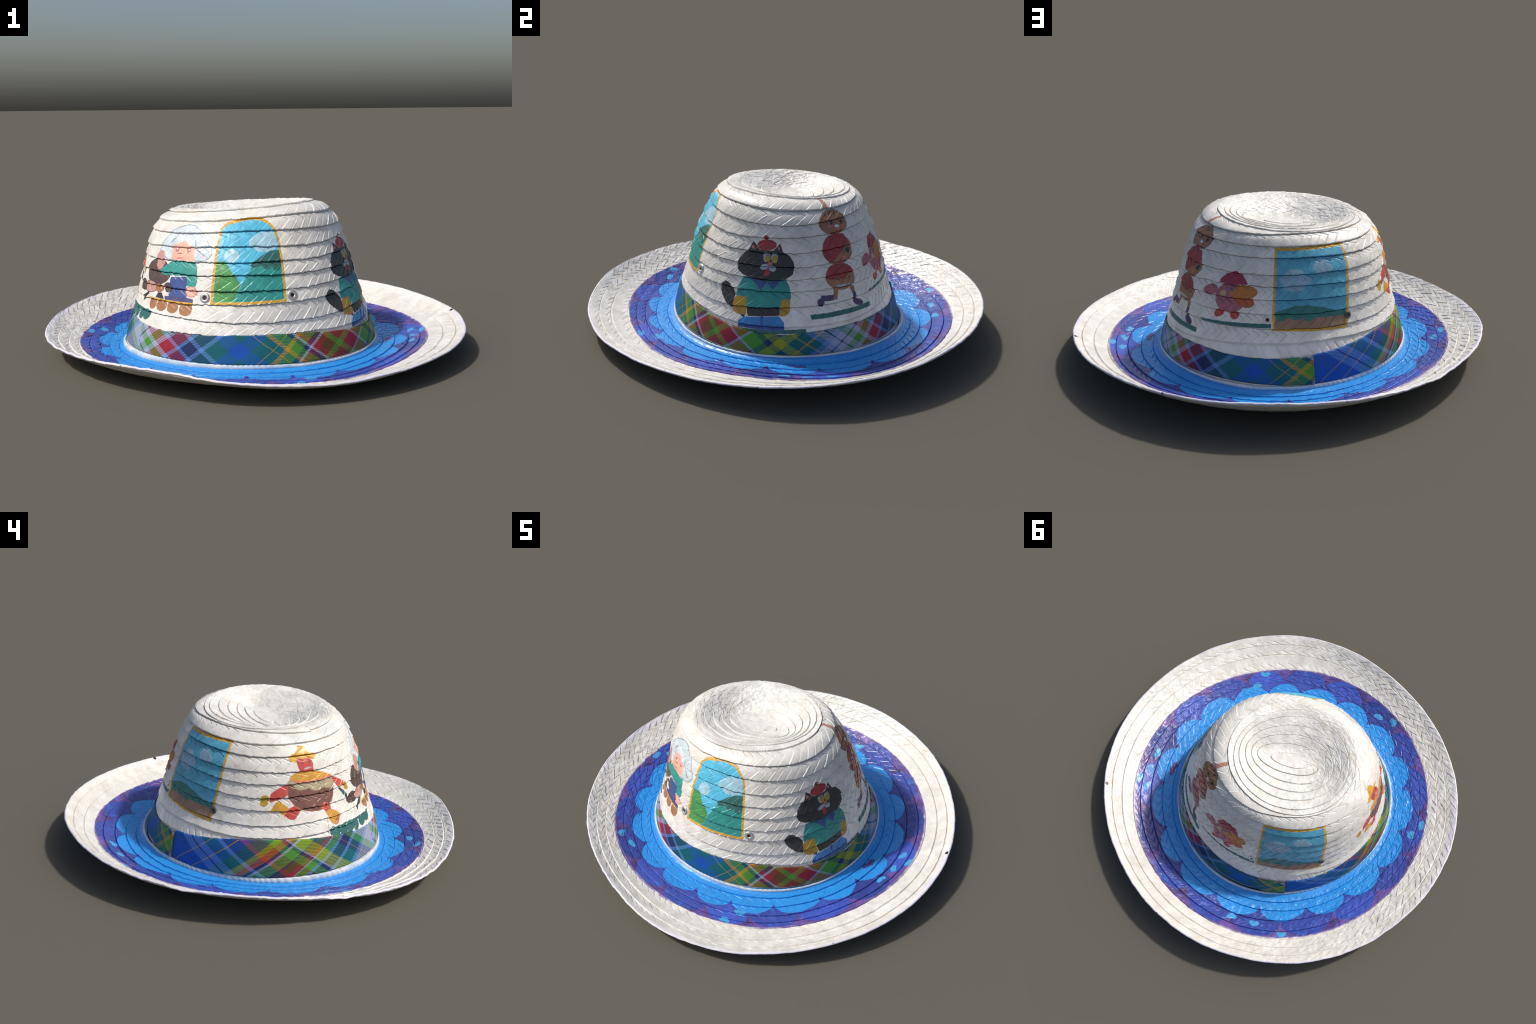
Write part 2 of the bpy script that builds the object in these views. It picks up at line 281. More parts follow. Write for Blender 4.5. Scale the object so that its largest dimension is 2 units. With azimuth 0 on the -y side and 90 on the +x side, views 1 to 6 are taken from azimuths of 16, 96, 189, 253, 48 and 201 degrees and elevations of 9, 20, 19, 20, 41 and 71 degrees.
# printed figures as layers of simple shapes, in metres along the wall and in height from the figure's anchor
FIGURES = {
    'grandmother': dict(azimuth=-125, height=0.42, layers=[
        polygon('hair', [(-0.0984, 0.0786), (-0.0649, 0.0627), (-0.0147, 0.0442), (0.1759, 0.0529), (0.2073, 0.0632), (0.2199, 0.0852), (0.2032, 0.1169), (0.1717, 0.1534), (0.1278, 0.1839), (0.0859, 0.2008), (0.0419, 0.2028), (-0.0063, 0.1906), (-0.0503, 0.1659), (-0.0817, 0.1271)], line='hair_line', w=0.004),
        polygon('skin', [(-0.0084, 0.1064), (0.0021, 0.0497), (0.1361, 0.0498), (0.1215, 0.1003), (0.0524, 0.1346)]),
        ellipse('blush', 0.021, 0.093, 0.0134, 0.0099, 154),
        ellipse('blush', 0.088, 0.094, 0.0114, 0.0093, 144),
        ellipse('white', 0.018, 0.097, 0.0059, 0.0044, 156),
        ellipse('white', 0.089, 0.096, 0.0057, 0.0043, 148),
        ellipse('blush', 0.045, 0.078, 0.0166, 0.003, 4),
        ellipse('blush', 0.051, 0.059, 0.0206, 0.003, 5),
        ellipse('hair_line', 0.16, 0.087, 0.0313, 0.003, 153),
        ellipse('hair_line', -0.017, 0.133, 0.0191, 0.0039, 49),
        ellipse('hair_line', 0.121, 0.127, 0.0167, 0.003, 125),
        ellipse('brown', -0.075, -0.014, 0.0903, 0.0574, 177, line='ink', w=0.005),
        ellipse('skin_dark', -0.069, 0.039, 0.043, 0.0316, 111),
        polygon('teal', [(-0.0607, -0.0118), (-0.0314, -0.0222), (0.1089, -0.0164), (0.1571, 0.0221), (0.1361, 0.0498), (0.0042, 0.0422)]),
        polygon('teal', [(0.0984, 0.0366), (0.1131, -0.0563), (0.1592, -0.0586), (0.1634, -0.0298), (0.1592, 0.0116), (0.1445, 0.0424)]),
        polygon('blue', [(0.0209, -0.0265), (0.0251, -0.1179), (0.1236, -0.1106), (0.1089, -0.0164)]),
        polygon('navy', [(0.0042, -0.11), (0.0126, -0.1291), (0.1571, -0.1266), (0.1571, -0.1101), (0.1236, -0.1049)]),
        ellipse('skin', 0.14, -0.079, 0.0307, 0.0237, 1, line='blush', w=0.004),
        ellipse('brown', 0.016, -0.073, 0.0239, 0.0218, 144, line='ink', w=0.005),
        ellipse('brown', -0.171, -0.087, 0.0388, 0.0245, 168, line='ink', w=0.005),
        ellipse('skin_dark', -0.104, -0.085, 0.0531, 0.0275, 4, line='ink', w=0.004),
        ellipse('leather', -0.038, -0.083, 0.0298, 0.0189, 3),
        polygon('ink', [(-0.1529, -0.1333), (-0.1487, -0.1626), (-0.1005, -0.1154), (-0.1131, -0.1074)]),
        polygon('ink', [(-0.0482, -0.125), (0.0063, -0.1265), (-0.0147, -0.0991), (-0.0419, -0.1026)]),
        polygon('ink', [(-0.2597, -0.0241), (-0.2241, -0.0767), (-0.2178, -0.0765), (-0.2094, -0.0648), (-0.2367, -0.0316), (-0.2492, -0.0209)]),
        polygon('green_dark', [(-0.245, -0.0375), (-0.222, -0.0681), (-0.2157, -0.065), (-0.2367, -0.0372)]),
        ellipse('brown', -0.194, -0.095, 0.0251, 0.0158, 161, line='ink', w=0.004),
        ellipse('leather', -0.062, -0.153, 0.0287, 0.0232, 145),
        ellipse('leather', -0.004, -0.152, 0.0313, 0.0258, 161),
        ellipse('leather', 0.058, -0.152, 0.0308, 0.0263, 156),
        ellipse('leather', 0.125, -0.154, 0.0325, 0.0285, 157),
        polygon('yellow', [(-0.0942, -0.1371), (0.0398, -0.1367), (0.0356, -0.1259), (-0.0942, -0.1262)]),
        polygon('yellow', [(0.0314, -0.126), (0.0356, -0.1368), (0.1592, -0.1348), (0.1592, -0.1239)]),
        ellipse('green_dark', -0.314, -0.205, 0.0253, 0.0157, 87),
        ellipse('green_dark', -0.286, -0.21, 0.0275, 0.0203, 92),
        ellipse('green_dark', -0.251, -0.21, 0.0299, 0.0237, 91),
        ellipse('green_dark', -0.223, -0.208, 0.0284, 0.0238, 91),
        ellipse('green_dark', -0.183, -0.211, 0.0282, 0.024, 84),
        ellipse('green_dark', -0.13, -0.21, 0.0283, 0.0244, 57),
        ellipse('green_dark', -0.084, -0.207, 0.0293, 0.0236, 31),
        polygon('green_dark', [(-0.333, -0.1884), (-0.3288, -0.2088), (-0.2367, -0.1963), (-0.2346, -0.1806)]),
        polygon('green_dark', [(-0.2409, -0.1964), (-0.0586, -0.2002), (-0.0482, -0.1867), (-0.2367, -0.1807)]),
    ]),
    'landscape_window': dict(azimuth=-77, height=0.45, layers=[
        polygon('sky', [(-0.1696, -0.0257), (-0.1676, -0.1586), (-0.0042, -0.1528), (0.1655, -0.1464), (0.1655, 0.0103), (0.1613, 0.114), (0.1445, 0.1604), (0.1152, 0.1875), (0.0754, 0.2049), (0.0126, 0.2104), (-0.0356, 0.2062), (-0.1382, 0.1866), (-0.1634, 0.1617), (-0.1676, 0.1277)], line='yellow', w=0.012, clip=1),
        polygon('cloud', [(-0.0042, 0.0979), (0.0063, 0.0872), (0.0419, 0.0666), (0.0963, 0.0635), (0.1424, 0.0788), (0.1445, 0.1463), (0.0628, 0.1485), (0.0293, 0.1354), (0.0, 0.1176)]),
        ellipse('cloud', -0.087, 0.05, 0.0375, 0.0272, 175),
        polygon('green', [(-0.1676, 0.0259), (-0.1634, -0.1586), (-0.0691, -0.1527), (-0.0377, -0.0676), (-0.1173, 0.0286)]),
        polygon('teal', [(-0.0691, -0.1527), (0.1592, -0.1463), (0.1571, 0.0647), (0.0628, 0.0324), (0.0126, 0.0077), (-0.0377, -0.0791)]),
        polygon('green_dark', [(0.0105, 0.0205), (0.0126, 0.0077), (0.155, 0.0003), (0.1634, 0.0669), (0.1508, 0.0718), (0.1005, 0.0681), (0.0733, 0.0567)]),
        ellipse('green_dark', 0.026, 0.013, 0.0182, 0.0148, 178),
        ellipse('green_dark', 0.083, 0.011, 0.0213, 0.0175, 2),
        ellipse('green_dark', 0.129, 0.002, 0.0188, 0.016, 8),
    ]),
    'cat': dict(azimuth=-5, height=0.37, layers=[
        polygon('green_dark', [(-0.1571, -0.2267), (-0.1529, -0.2393), (-0.0063, -0.2326), (-0.0084, -0.2129)]),
        polygon('green_dark', [(-0.0147, -0.2153), (-0.0126, -0.2325), (0.1676, -0.2199), (0.1676, -0.2007)]),
        polygon('ink', [(-0.2409, -0.068), (-0.2241, -0.0999), (-0.1864, -0.1337), (-0.1529, -0.1468), (-0.1487, -0.0786), (-0.1885, -0.0423), (-0.2136, -0.0359), (-0.2325, -0.0492)]),
        polygon('ink', [(-0.111, -0.1623), (-0.0922, -0.1773), (-0.088, -0.1578)]),
        polygon('azure', [(-0.1173, -0.1943), (-0.1152, -0.2193), (0.0796, -0.2091), (0.0775, -0.173), (0.0545, -0.1488), (-0.0901, -0.1676), (-0.1089, -0.182)]),
        polygon('blue', [(-0.1173, -0.2068), (-0.1152, -0.2193), (0.0796, -0.2115), (0.0775, -0.1945)]),
        polygon('blue', [(-0.0209, -0.1519), (-0.0168, -0.2005), (-0.0084, -0.1981), (-0.0105, -0.1497)]),
        polygon('ink', [(-0.088, -0.1234), (-0.0775, -0.1629), (-0.0314, -0.1589), (0.0586, -0.1465), (0.0586, -0.1054)]),
        polygon('teal', [(-0.1466, -0.089), (-0.0859, -0.126), (0.0628, -0.108), (0.1005, -0.0765), (0.1047, -0.0635), (0.0963, -0.0196), (0.0775, 0.0141), (-0.1215, 0.0028), (-0.1424, -0.0438)]),
        polygon('mustard', [(-0.155, -0.1293), (-0.1487, -0.1567), (-0.1215, -0.1646), (-0.0838, -0.1579), (-0.0922, -0.0829), (-0.1466, -0.089)], line='orange', w=0.003),
        polygon('mustard', [(0.0565, -0.1488), (0.0838, -0.1471), (0.1005, -0.1285), (0.1005, -0.0739), (0.0628, -0.0778)], line='orange', w=0.003),
        polygon('blue', [(-0.0817, -0.0015), (-0.0293, -0.0451), (-0.0063, -0.0072)]),
        polygon('blue', [(-0.0063, -0.0072), (0.023, -0.0388), (0.0565, 0.0068)]),
        polygon('ink', [(-0.1676, 0.0483), (-0.1571, 0.0236), (-0.1278, 0.0087), (-0.0817, -0.0015), (-0.0188, -0.0067), (0.0314, 0.0023), (0.0817, 0.014), (0.1089, 0.0316), (0.1173, 0.0622), (0.111, 0.0879), (0.0922, 0.1112), (0.0565, 0.1296), (-0.0147, 0.1302), (-0.088, 0.1285), (-0.1361, 0.1058), (-0.1613, 0.0764)]),
        polygon('ink', [(-0.1215, 0.1102), (-0.0586, 0.1297), (-0.0984, 0.159)]),
        polygon('ink', [(0.0084, 0.1269), (0.0607, 0.1271), (0.044, 0.162)]),
        ellipse('blush', -0.095, 0.134, 0.0074, 0.0071, 123),
        ellipse('blush', 0.039, 0.141, 0.0073, 0.0063, 88),
        ellipse('red', -0.024, 0.15, 0.0516, 0.0225, 5),
        ellipse('red', -0.031, 0.181, 0.0138, 0.0102, 6),
        ellipse('grey', -0.018, 0.099, 0.0204, 0.0191, 101),
        ellipse('grey', 0.02, 0.099, 0.0202, 0.0163, 91),
        ellipse('mustard', -0.012, 0.094, 0.0146, 0.0132, 102),
        ellipse('mustard', 0.022, 0.092, 0.0159, 0.0137, 92),
        ellipse('grey', -0.025, 0.056, 0.0223, 0.0126, 18),
        ellipse('grey', 0.013, 0.052, 0.0176, 0.0129, 173),
        ellipse('salmon', 0.001, 0.073, 0.0117, 0.0069, 6),
        ellipse('red', -0.011, 0.033, 0.0168, 0.0118, 67),
    ]),
    'skewer': dict(azimuth=36, height=0.45, layers=[
        polygon('green_dark', [(-0.1592, -0.2202), (-0.155, -0.2413), (-0.0126, -0.2354), (-0.0105, -0.2148)]),
        polygon('green_dark', [(-0.0168, -0.2353), (0.1508, -0.2343), (0.1487, -0.2139), (-0.0147, -0.2147)]),
        polygon('stick', [(-0.0398, 0.2139), (-0.0042, 0.2116), (0.0, 0.2411), (-0.0335, 0.2433)]),
        polygon('tan', [(-0.0482, -0.1656), (-0.0335, -0.1686), (-0.0188, -0.1244), (-0.0461, -0.1154)]),
        polygon('tan', [(0.0377, -0.1181), (0.0503, -0.1506), (0.0712, -0.1538), (0.067, -0.1217)]),
        polygon('purple', [(-0.1173, -0.1685), (-0.088, -0.1694), (-0.0482, -0.1682), (-0.0461, -0.145), (-0.1047, -0.143)]),
        ellipse('purple', -0.11, -0.173, 0.0182, 0.0161, 119),
        polygon('purple', [(0.0503, -0.1479), (0.0524, -0.1834), (0.0733, -0.1864), (0.0712, -0.1512)]),
        ellipse('purple', 0.079, -0.199, 0.03, 0.0143, 161),
        ellipse('tan', -0.001, -0.071, 0.0811, 0.0597, 170),
        ellipse('tan', 0.0, 0.048, 0.0905, 0.0662, 176),
        ellipse('tan', 0.005, 0.159, 0.0987, 0.0493, 0),
        polygon('red', [(-0.0859, 0.0668), (-0.0817, 0.0217), (-0.0524, -0.0096), (-0.0272, 0.0047), (0.0775, 0.0676), (0.0524, 0.1064), (-0.0063, 0.1159), (-0.0628, 0.1011)]),
        polygon('red', [(-0.0796, -0.052), (-0.0775, -0.0626), (-0.0586, -0.0687), (0.0209, -0.0688), (0.0754, -0.0652), (0.0586, -0.0337), (0.0105, -0.0118), (-0.0545, -0.0222)]),
        ellipse('red', -0.051, -0.065, 0.0265, 0.0157, 172),
        ellipse('red', 0.004, -0.069, 0.0281, 0.0152, 170),
        ellipse('ink', -0.011, 0.158, 0.0087, 0.0065, 33),
        ellipse('ink', 0.059, 0.155, 0.0113, 0.0074, 28),
        ellipse('salmon', -0.029, 0.146, 0.0115, 0.005, 177),
        ellipse('salmon', 0.067, 0.141, 0.0122, 0.0048, 176),
        ellipse('white', 0.019, 0.143, 0.016, 0.0053, 174),
        ellipse('salmon', 0.019, 0.134, 0.0109, 0.004, 174),
        ellipse('ink', 0.06, 0.035, 0.0134, 0.0109, 179),
        ellipse('salmon', 0.026, 0.012, 0.016, 0.0059, 172),
        polygon('grey', [(-0.0356, -0.1048), (-0.0314, -0.1159), (0.0461, -0.1156), (0.0461, -0.1075)]),
        ellipse('ink', -0.043, 0.192, 0.0129, 0.003, 23),
        ellipse('ink', -0.007, 0.195, 0.014, 0.003, 20),
        ellipse('ink', 0.024, 0.192, 0.013, 0.003, 21),
        ellipse('ink', -0.02, -0.081, 0.0132, 0.003, 152),
        ellipse('ink', 0.042, -0.083, 0.0097, 0.003, 33),
    ]),
    'bird': dict(azimuth=74, height=0.4, layers=[
        polygon('green_dark', [(-0.1613, -0.1137), (-0.155, -0.1264), (0.0251, -0.1194), (0.023, -0.1013)]),
        polygon('green_dark', [(0.0209, -0.1012), (0.023, -0.1194), (0.1822, -0.115), (0.1822, -0.0967)]),
        ellipse('scarlet', -0.067, -0.073, 0.0275, 0.0176, 28),
        ellipse('scarlet', 0.012, -0.07, 0.0233, 0.0215, 25),
        ellipse('pink', -0.133, 0.016, 0.0426, 0.0236, 17),
        ellipse('pink', -0.018, 0.0, 0.0815, 0.0638, 4),
        polygon('crimson', [(-0.0901, 0.0548), (-0.0126, 0.0559), (0.0649, 0.0601), (0.0565, 0.0771), (0.0314, 0.0983), (-0.0168, 0.1056), (-0.0565, 0.0974), (-0.0838, 0.0743)]),
        ellipse('crimson', -0.008, 0.105, 0.0167, 0.0081, 2),
        ellipse('amber_dark', 0.053, -0.009, 0.0499, 0.0256, 170),
        ellipse('amber', 0.047, 0.027, 0.069, 0.0279, 5),
        ellipse('blue', -0.017, 0.036, 0.0085, 0.0069, 112),
        ellipse('cream', -0.058, 0.012, 0.0156, 0.0138, 173),
    ]),
    'seaside_window': dict(azimuth=118, height=0.44, layers=[
        polygon('sea', [(-0.1843, -0.1677), (0.155, -0.1861), (0.2199, 0.177), (-0.1696, 0.1739), (-0.178, 0.0124)], line='yellow', w=0.012, clip=1),
        ellipse('cloud_dim', -0.07, 0.074, 0.0467, 0.0163, 0),
        ellipse('cloud_dim', -0.069, 0.044, 0.0796, 0.0249, 179),
        ellipse('cloud_dim', -0.079, 0.014, 0.0558, 0.0166, 179),
        ellipse('cloud_dim', 0.073, 0.091, 0.0505, 0.022, 176),
        ellipse('cloud_dim', 0.07, 0.108, 0.0271, 0.0161, 1),
        ellipse('cloud_dim', 0.066, 0.075, 0.0297, 0.0113, 176),
        polygon('sand', [(-0.1843, -0.1677), (0.1529, -0.191), (0.1696, -0.1177), (-0.1843, -0.1043)]),
        polygon('green_sea', [(-0.1843, -0.0934), (-0.1696, -0.1097), (0.1676, -0.1287), (0.1676, -0.1205), (0.0586, -0.0792), (-0.0168, -0.0619), (-0.0775, -0.0629), (-0.1382, -0.0769)]),
        ellipse('green_sea', -0.141, -0.108, 0.0253, 0.0173, 0),
        ellipse('green_sea', -0.074, -0.107, 0.0267, 0.017, 177),
        ellipse('green_sea', -0.019, -0.11, 0.0273, 0.0221, 173),
        ellipse('green_sea', 0.04, -0.108, 0.0202, 0.0147, 170),
        ellipse('green_sea', 0.1, -0.112, 0.0193, 0.0133, 169),
        ellipse('green_sea', 0.149, -0.116, 0.0187, 0.0152, 162),
    ]),
    'burger_man': dict(azimuth=178, height=0.43, layers=[
        polygon('scarlet', [(-0.0984, -0.0361), (-0.0942, -0.055), (-0.0649, -0.0483), (-0.0188, -0.0222), (-0.0084, 0.0165), (-0.0272, 0.0207), (-0.0586, 0.0068), (-0.0922, -0.0174)]),
        ellipse('mustard', -0.116, -0.042, 0.0191, 0.0178, 16),
        ellipse('mustard', -0.12, -0.061, 0.0167, 0.0139, 12),
        polygon('scarlet', [(0.1738, 0.0441), (0.1948, -0.0029), (0.2157, -0.0287), (0.2429, -0.0304), (0.2555, -0.0083)]),
        ellipse('mustard', 0.264, -0.027, 0.0173, 0.0128, 160),
        ellipse('mustard', 0.268, -0.042, 0.0129, 0.0106, 158),
        polygon('amber_light', [(-0.0984, -0.1), (-0.0398, -0.0978), (-0.0147, -0.0855), (-0.0461, -0.0586), (-0.0607, -0.0481), (-0.0733, -0.0569)]),
        polygon('amber_light', [(-0.0649, -0.0903), (-0.0482, -0.1121), (-0.0398, -0.1174), (-0.0168, -0.0828)]),
        polygon('scarlet', [(-0.0398, -0.1174), (-0.0126, -0.1356), (0.0021, -0.1351), (0.0293, -0.1008), (0.0293, -0.0923), (0.0042, -0.0735), (-0.0188, -0.0828)]),
        polygon('rust', [(0.1717, -0.1873), (0.1885, -0.1895), (0.2115, -0.1521), (0.2011, -0.139), (0.1759, -0.1585)]),
        polygon('amber_light', [(0.134, -0.1193), (0.1508, -0.1593), (0.1676, -0.1874), (0.1759, -0.1794), (0.2011, -0.1363), (0.1676, -0.1125)]),
        ellipse('patty', 0.082, -0.02, 0.1087, 0.0879, 163, line='rust', w=0.003),
        polygon('scarlet', [(0.1173, -0.0889), (0.1361, -0.1193), (0.1655, -0.1126), (0.1634, -0.0957), (0.1466, -0.0764), (0.1278, -0.0771)]),
        polygon('lettuce', [(-0.0272, 0.0282), (-0.0021, 0.0142), (0.0377, 0.0008), (0.1948, -0.0186), (0.1906, 0.0349), (-0.0105, 0.0436)]),
        ellipse('lettuce', 0.036, 0.011, 0.0326, 0.019, 172),
        ellipse('lettuce', 0.101, 0.004, 0.0327, 0.0213, 167),
        ellipse('lettuce', 0.162, 0.005, 0.028, 0.0226, 161),
        polygon('salmon', [(-0.0168, 0.0434), (0.0084, 0.0297), (0.0398, 0.0211), (0.1822, 0.0271), (0.1801, 0.0394)]),
        polygon('amber_light', [(-0.0126, 0.0411), (0.0398, 0.0311), (0.1152, 0.0293), (0.1801, 0.0394), (0.1466, 0.0575), (0.0963, 0.0718), (0.0377, 0.0761), (0.0042, 0.0633), (-0.0126, 0.0484)]),
        polygon('scarlet', [(0.0209, 0.1262), (0.0251, 0.0969), (0.0335, 0.0759), (0.0901, 0.0692), (0.0963, 0.0763), (0.0963, 0.1134), (0.088, 0.1306)]),
        polygon('yellow', [(-0.0126, 0.1331), (-0.0042, 0.1184), (0.0188, 0.1121), (0.1047, 0.121), (0.1236, 0.1352), (0.1089, 0.1455), (0.0712, 0.1567), (0.0021, 0.1486)]),
        polygon('yellow', [(0.0168, 0.1492), (0.0796, 0.1443), (0.0733, 0.1741), (0.0607, 0.1812), (0.0356, 0.1772)]),
        polygon('scarlet', [(0.0209, 0.1245), (0.0272, 0.1049), (0.0922, 0.1095), (0.0859, 0.1288)]),
        ellipse('ink', 0.049, 0.11, 0.0039, 0.0037, 88),
        ellipse('ink', 0.081, 0.111, 0.0039, 0.0036, 92),
        polygon('grey', [(0.0545, 0.0812), (0.088, 0.087), (0.0901, 0.0913), (0.0545, 0.0877)]),
    ]),
}

PRINT_RADIUS = .48

def shape_distance(s, X, Y):
    """metres inside the shape's outline (negative outside), same formula as the shader uses"""
    if s['kind'] == 'ell':
        a = math.radians(s['turn']); dx, dy = X - s['c'][0], Y - s['c'][1]
        u = (dx * math.cos(a) + dy * math.sin(a)) / s['r'][0]; v = (-dx * math.sin(a) + dy * math.cos(a)) / s['r'][1]
        return (1 - np.hypot(u, v)) * math.sqrt(s['r'][0] * s['r'][1])
    out = None
    for nx, ny, d in half_planes(s):
        e = nx * X + ny * Y + d
        out = e if out is None else np.minimum(out, e)
    return out

def half_planes(s):
    p = s['pts']; res = []
    for (x0, y0), (x1, y1) in zip(p, p[1:] + p[:1]):              # counter-clockwise outline
        l = math.hypot(x1 - x0, y1 - y0)
        if l < 1e-6: continue
        nx, ny = -(y1 - y0) / l, (x1 - x0) / l
        res.append((nx, ny, -(nx * x0 + ny * y0)))
    return res

class Nodes:
    """tiny builder for shader node trees"""
    def __init__(self, name):
        self.mat = bpy.data.materials.new(name); self.mat.use_nodes = True
        self.t = self.mat.node_tree; self.t.nodes.clear()
        self.coord = self.t.nodes.new('ShaderNodeTexCoord').outputs['Object']
    def new(self, kind, **props):
        n = self.t.nodes.new(kind)
        for k, v in props.items(): setattr(n, k, v)
        return n
    def put(self, sock, v):
        if isinstance(v, bpy.types.NodeSocket): self.t.links.new(v, sock)
        else: sock.default_value = v
    def math(self, op, *a, clamp=False):
        n = self.new('ShaderNodeMath', operation=op, use_clamp=clamp)
        for i, v in enumerate(a): self.put(n.inputs[i], v)
        return n.outputs[0]
    def vec(self, op, *a):
        n = self.new('ShaderNodeVectorMath', operation=op)
        for i, v in enumerate(a): self.put(n.inputs[i], v)
        return n.outputs['Value'] if op in ('DOT_PRODUCT', 'LENGTH', 'DISTANCE') else n.outputs[0]
    def xyz(self, v):
        n = self.new('ShaderNodeSeparateXYZ'); self.put(n.inputs[0], v); return n.outputs
    def combine(self, x=0., y=0., z=0.):
        n = self.new('ShaderNodeCombineXYZ')
        for i, v in enumerate((x, y, z)): self.put(n.inputs[i], v)
        return n.outputs[0]
    def noise(self, v, scale, detail=2., rough=.5):
        n = self.new('ShaderNodeTexNoise'); self.put(n.inputs['Vector'], v)
        n.inputs['Scale'].default_value = scale; n.inputs['Detail'].default_value = detail; n.inputs['Roughness'].default_value = rough
        return n.outputs[0]
    def mix(self, fac, a, b, blend='MIX'):
        n = self.new('ShaderNodeMix', data_type='RGBA', blend_type=blend)
        self.put(n.inputs[0], fac); self.put(n.inputs[6], a); self.put(n.inputs[7], b)
        return n.outputs[2]
    def range(self, v, a, b, c=0., d=1.):
        n = self.new('ShaderNodeMapRange'); self.put(n.inputs[0], v)
        for i, q in enumerate((a, b, c, d)): n.inputs[i + 1].default_value = q
        return n.outputs[0]
    def ramp(self, fac, stops, mode='CONSTANT'):
        n = self.new('ShaderNodeValToRGB'); self.put(n.inputs[0], fac); r = n.color_ramp; r.interpolation = mode
        while len(r.elements) > 1: r.elements.remove(r.elements[-1])
        r.elements[0].position, r.elements[0].color = stops[0][0], lin(*stops[0][1])
        for p, c in stops[1:]:
            e = r.elements.new(p); e.color = lin(*c)
        return n.outputs[0]
    def polar(self):
        x, y, z = self.xyz(self.coord)
        r = self.math('SQRT', self.math('ADD', self.math('MULTIPLY', x, x), self.math('MULTIPLY', y, y)))
        return x, y, z, r, self.math('ARCTAN2', y, x)
    def finish(self, color, rough=.5, height=None, strength=.3, dist=.002, metallic=0., spec=.35):
        b = self.new('ShaderNodeBsdfPrincipled'); self.put(b.inputs['Base Color'], color); self.put(b.inputs['Roughness'], rough)
        b.inputs['Metallic'].default_value = metallic; b.inputs['Specular IOR Level'].default_value = spec
        if height is not None:
            n = self.new('ShaderNodeBump'); n.inputs['Strength'].default_value = strength; n.inputs['Distance'].default_value = dist
            self.put(n.inputs['Height'], height); self.t.links.new(n.outputs[0], b.inputs['Normal'])
        o = self.new('ShaderNodeOutputMaterial'); self.t.links.new(b.outputs[0], o.inputs[0])
        return self.mat

STRAW_LIGHT, STRAW_DULL, STRAW_BEIGE = (.80, .775, .725), (.65, .625, .57), (.52, .425, .30)

def straw(n):
    """colour, fibre height and roughness of bleached plaited straw"""
    x, y, z, r, th = n.polar()
    u = n.math('MULTIPLY', th, .5); m = n.math('SUBTRACT', z, r)
    a = n.math('ADD', u, n.math('MULTIPLY', m, .75)); b = n.math('SUBTRACT', u, n.math('MULTIPLY', m, .75))
    fibre = n.noise(n.combine(n.math('MULTIPLY', b, 190.), n.math('MULTIPLY', a, 9.), n.math('MULTIPLY', z, 3.)), 1., 3., .6)
    broad = n.noise(n.coord, 16., 3., .55)
    col = n.mix(n.range(broad, .35, .68), lin(*STRAW_LIGHT), lin(*STRAW_DULL))
    col = n.mix(n.range(fibre, .56, .80, 0, .50), col, lin(*STRAW_BEIGE))
    stain = n.noise(n.coord, 4.5, 4., .65)
    col = n.mix(n.range(stain, .62, .78, 0, .30), col, lin(.62, .56, .40))
    return col, fibre

def ink_over(n, base, fibre, mask, ink):
    """printed colour lets a little straw grain through"""
    return n.mix(mask, base, ink)

def straw_material(name):
    n = Nodes(name); col, fibre = straw(n)
    return n.finish(col, .33, fibre, .40, .0018, spec=.5)

def shape_mask(n, s, P, clip=None):
    if s['kind'] == 'ell':
        mp = n.new('ShaderNodeMapping', vector_type='TEXTURE'); n.put(mp.inputs[0], P)
        mp.inputs[1].default_value = (*s['c'], 0); mp.inputs[2].default_value = (0, 0, math.radians(s['turn'])); mp.inputs[3].default_value = (*s['r'], 1e6)
        l = n.vec('LENGTH', mp.outputs[0]); k = math.sqrt(s['r'][0] * s['r'][1])
        d = n.math('MULTIPLY_ADD', l, -k, k)
    else:
        d = None
        for nx, ny, c in half_planes(s):
            e = n.vec('DOT_PRODUCT', P, (nx, ny, c))
            d = e if d is None else n.math('SMOOTH_MIN', d, e, .004)
    m = n.range(d, -.0012, .0012)
    if clip is not None: m = n.math('MULTIPLY', m, clip)
    return d, m

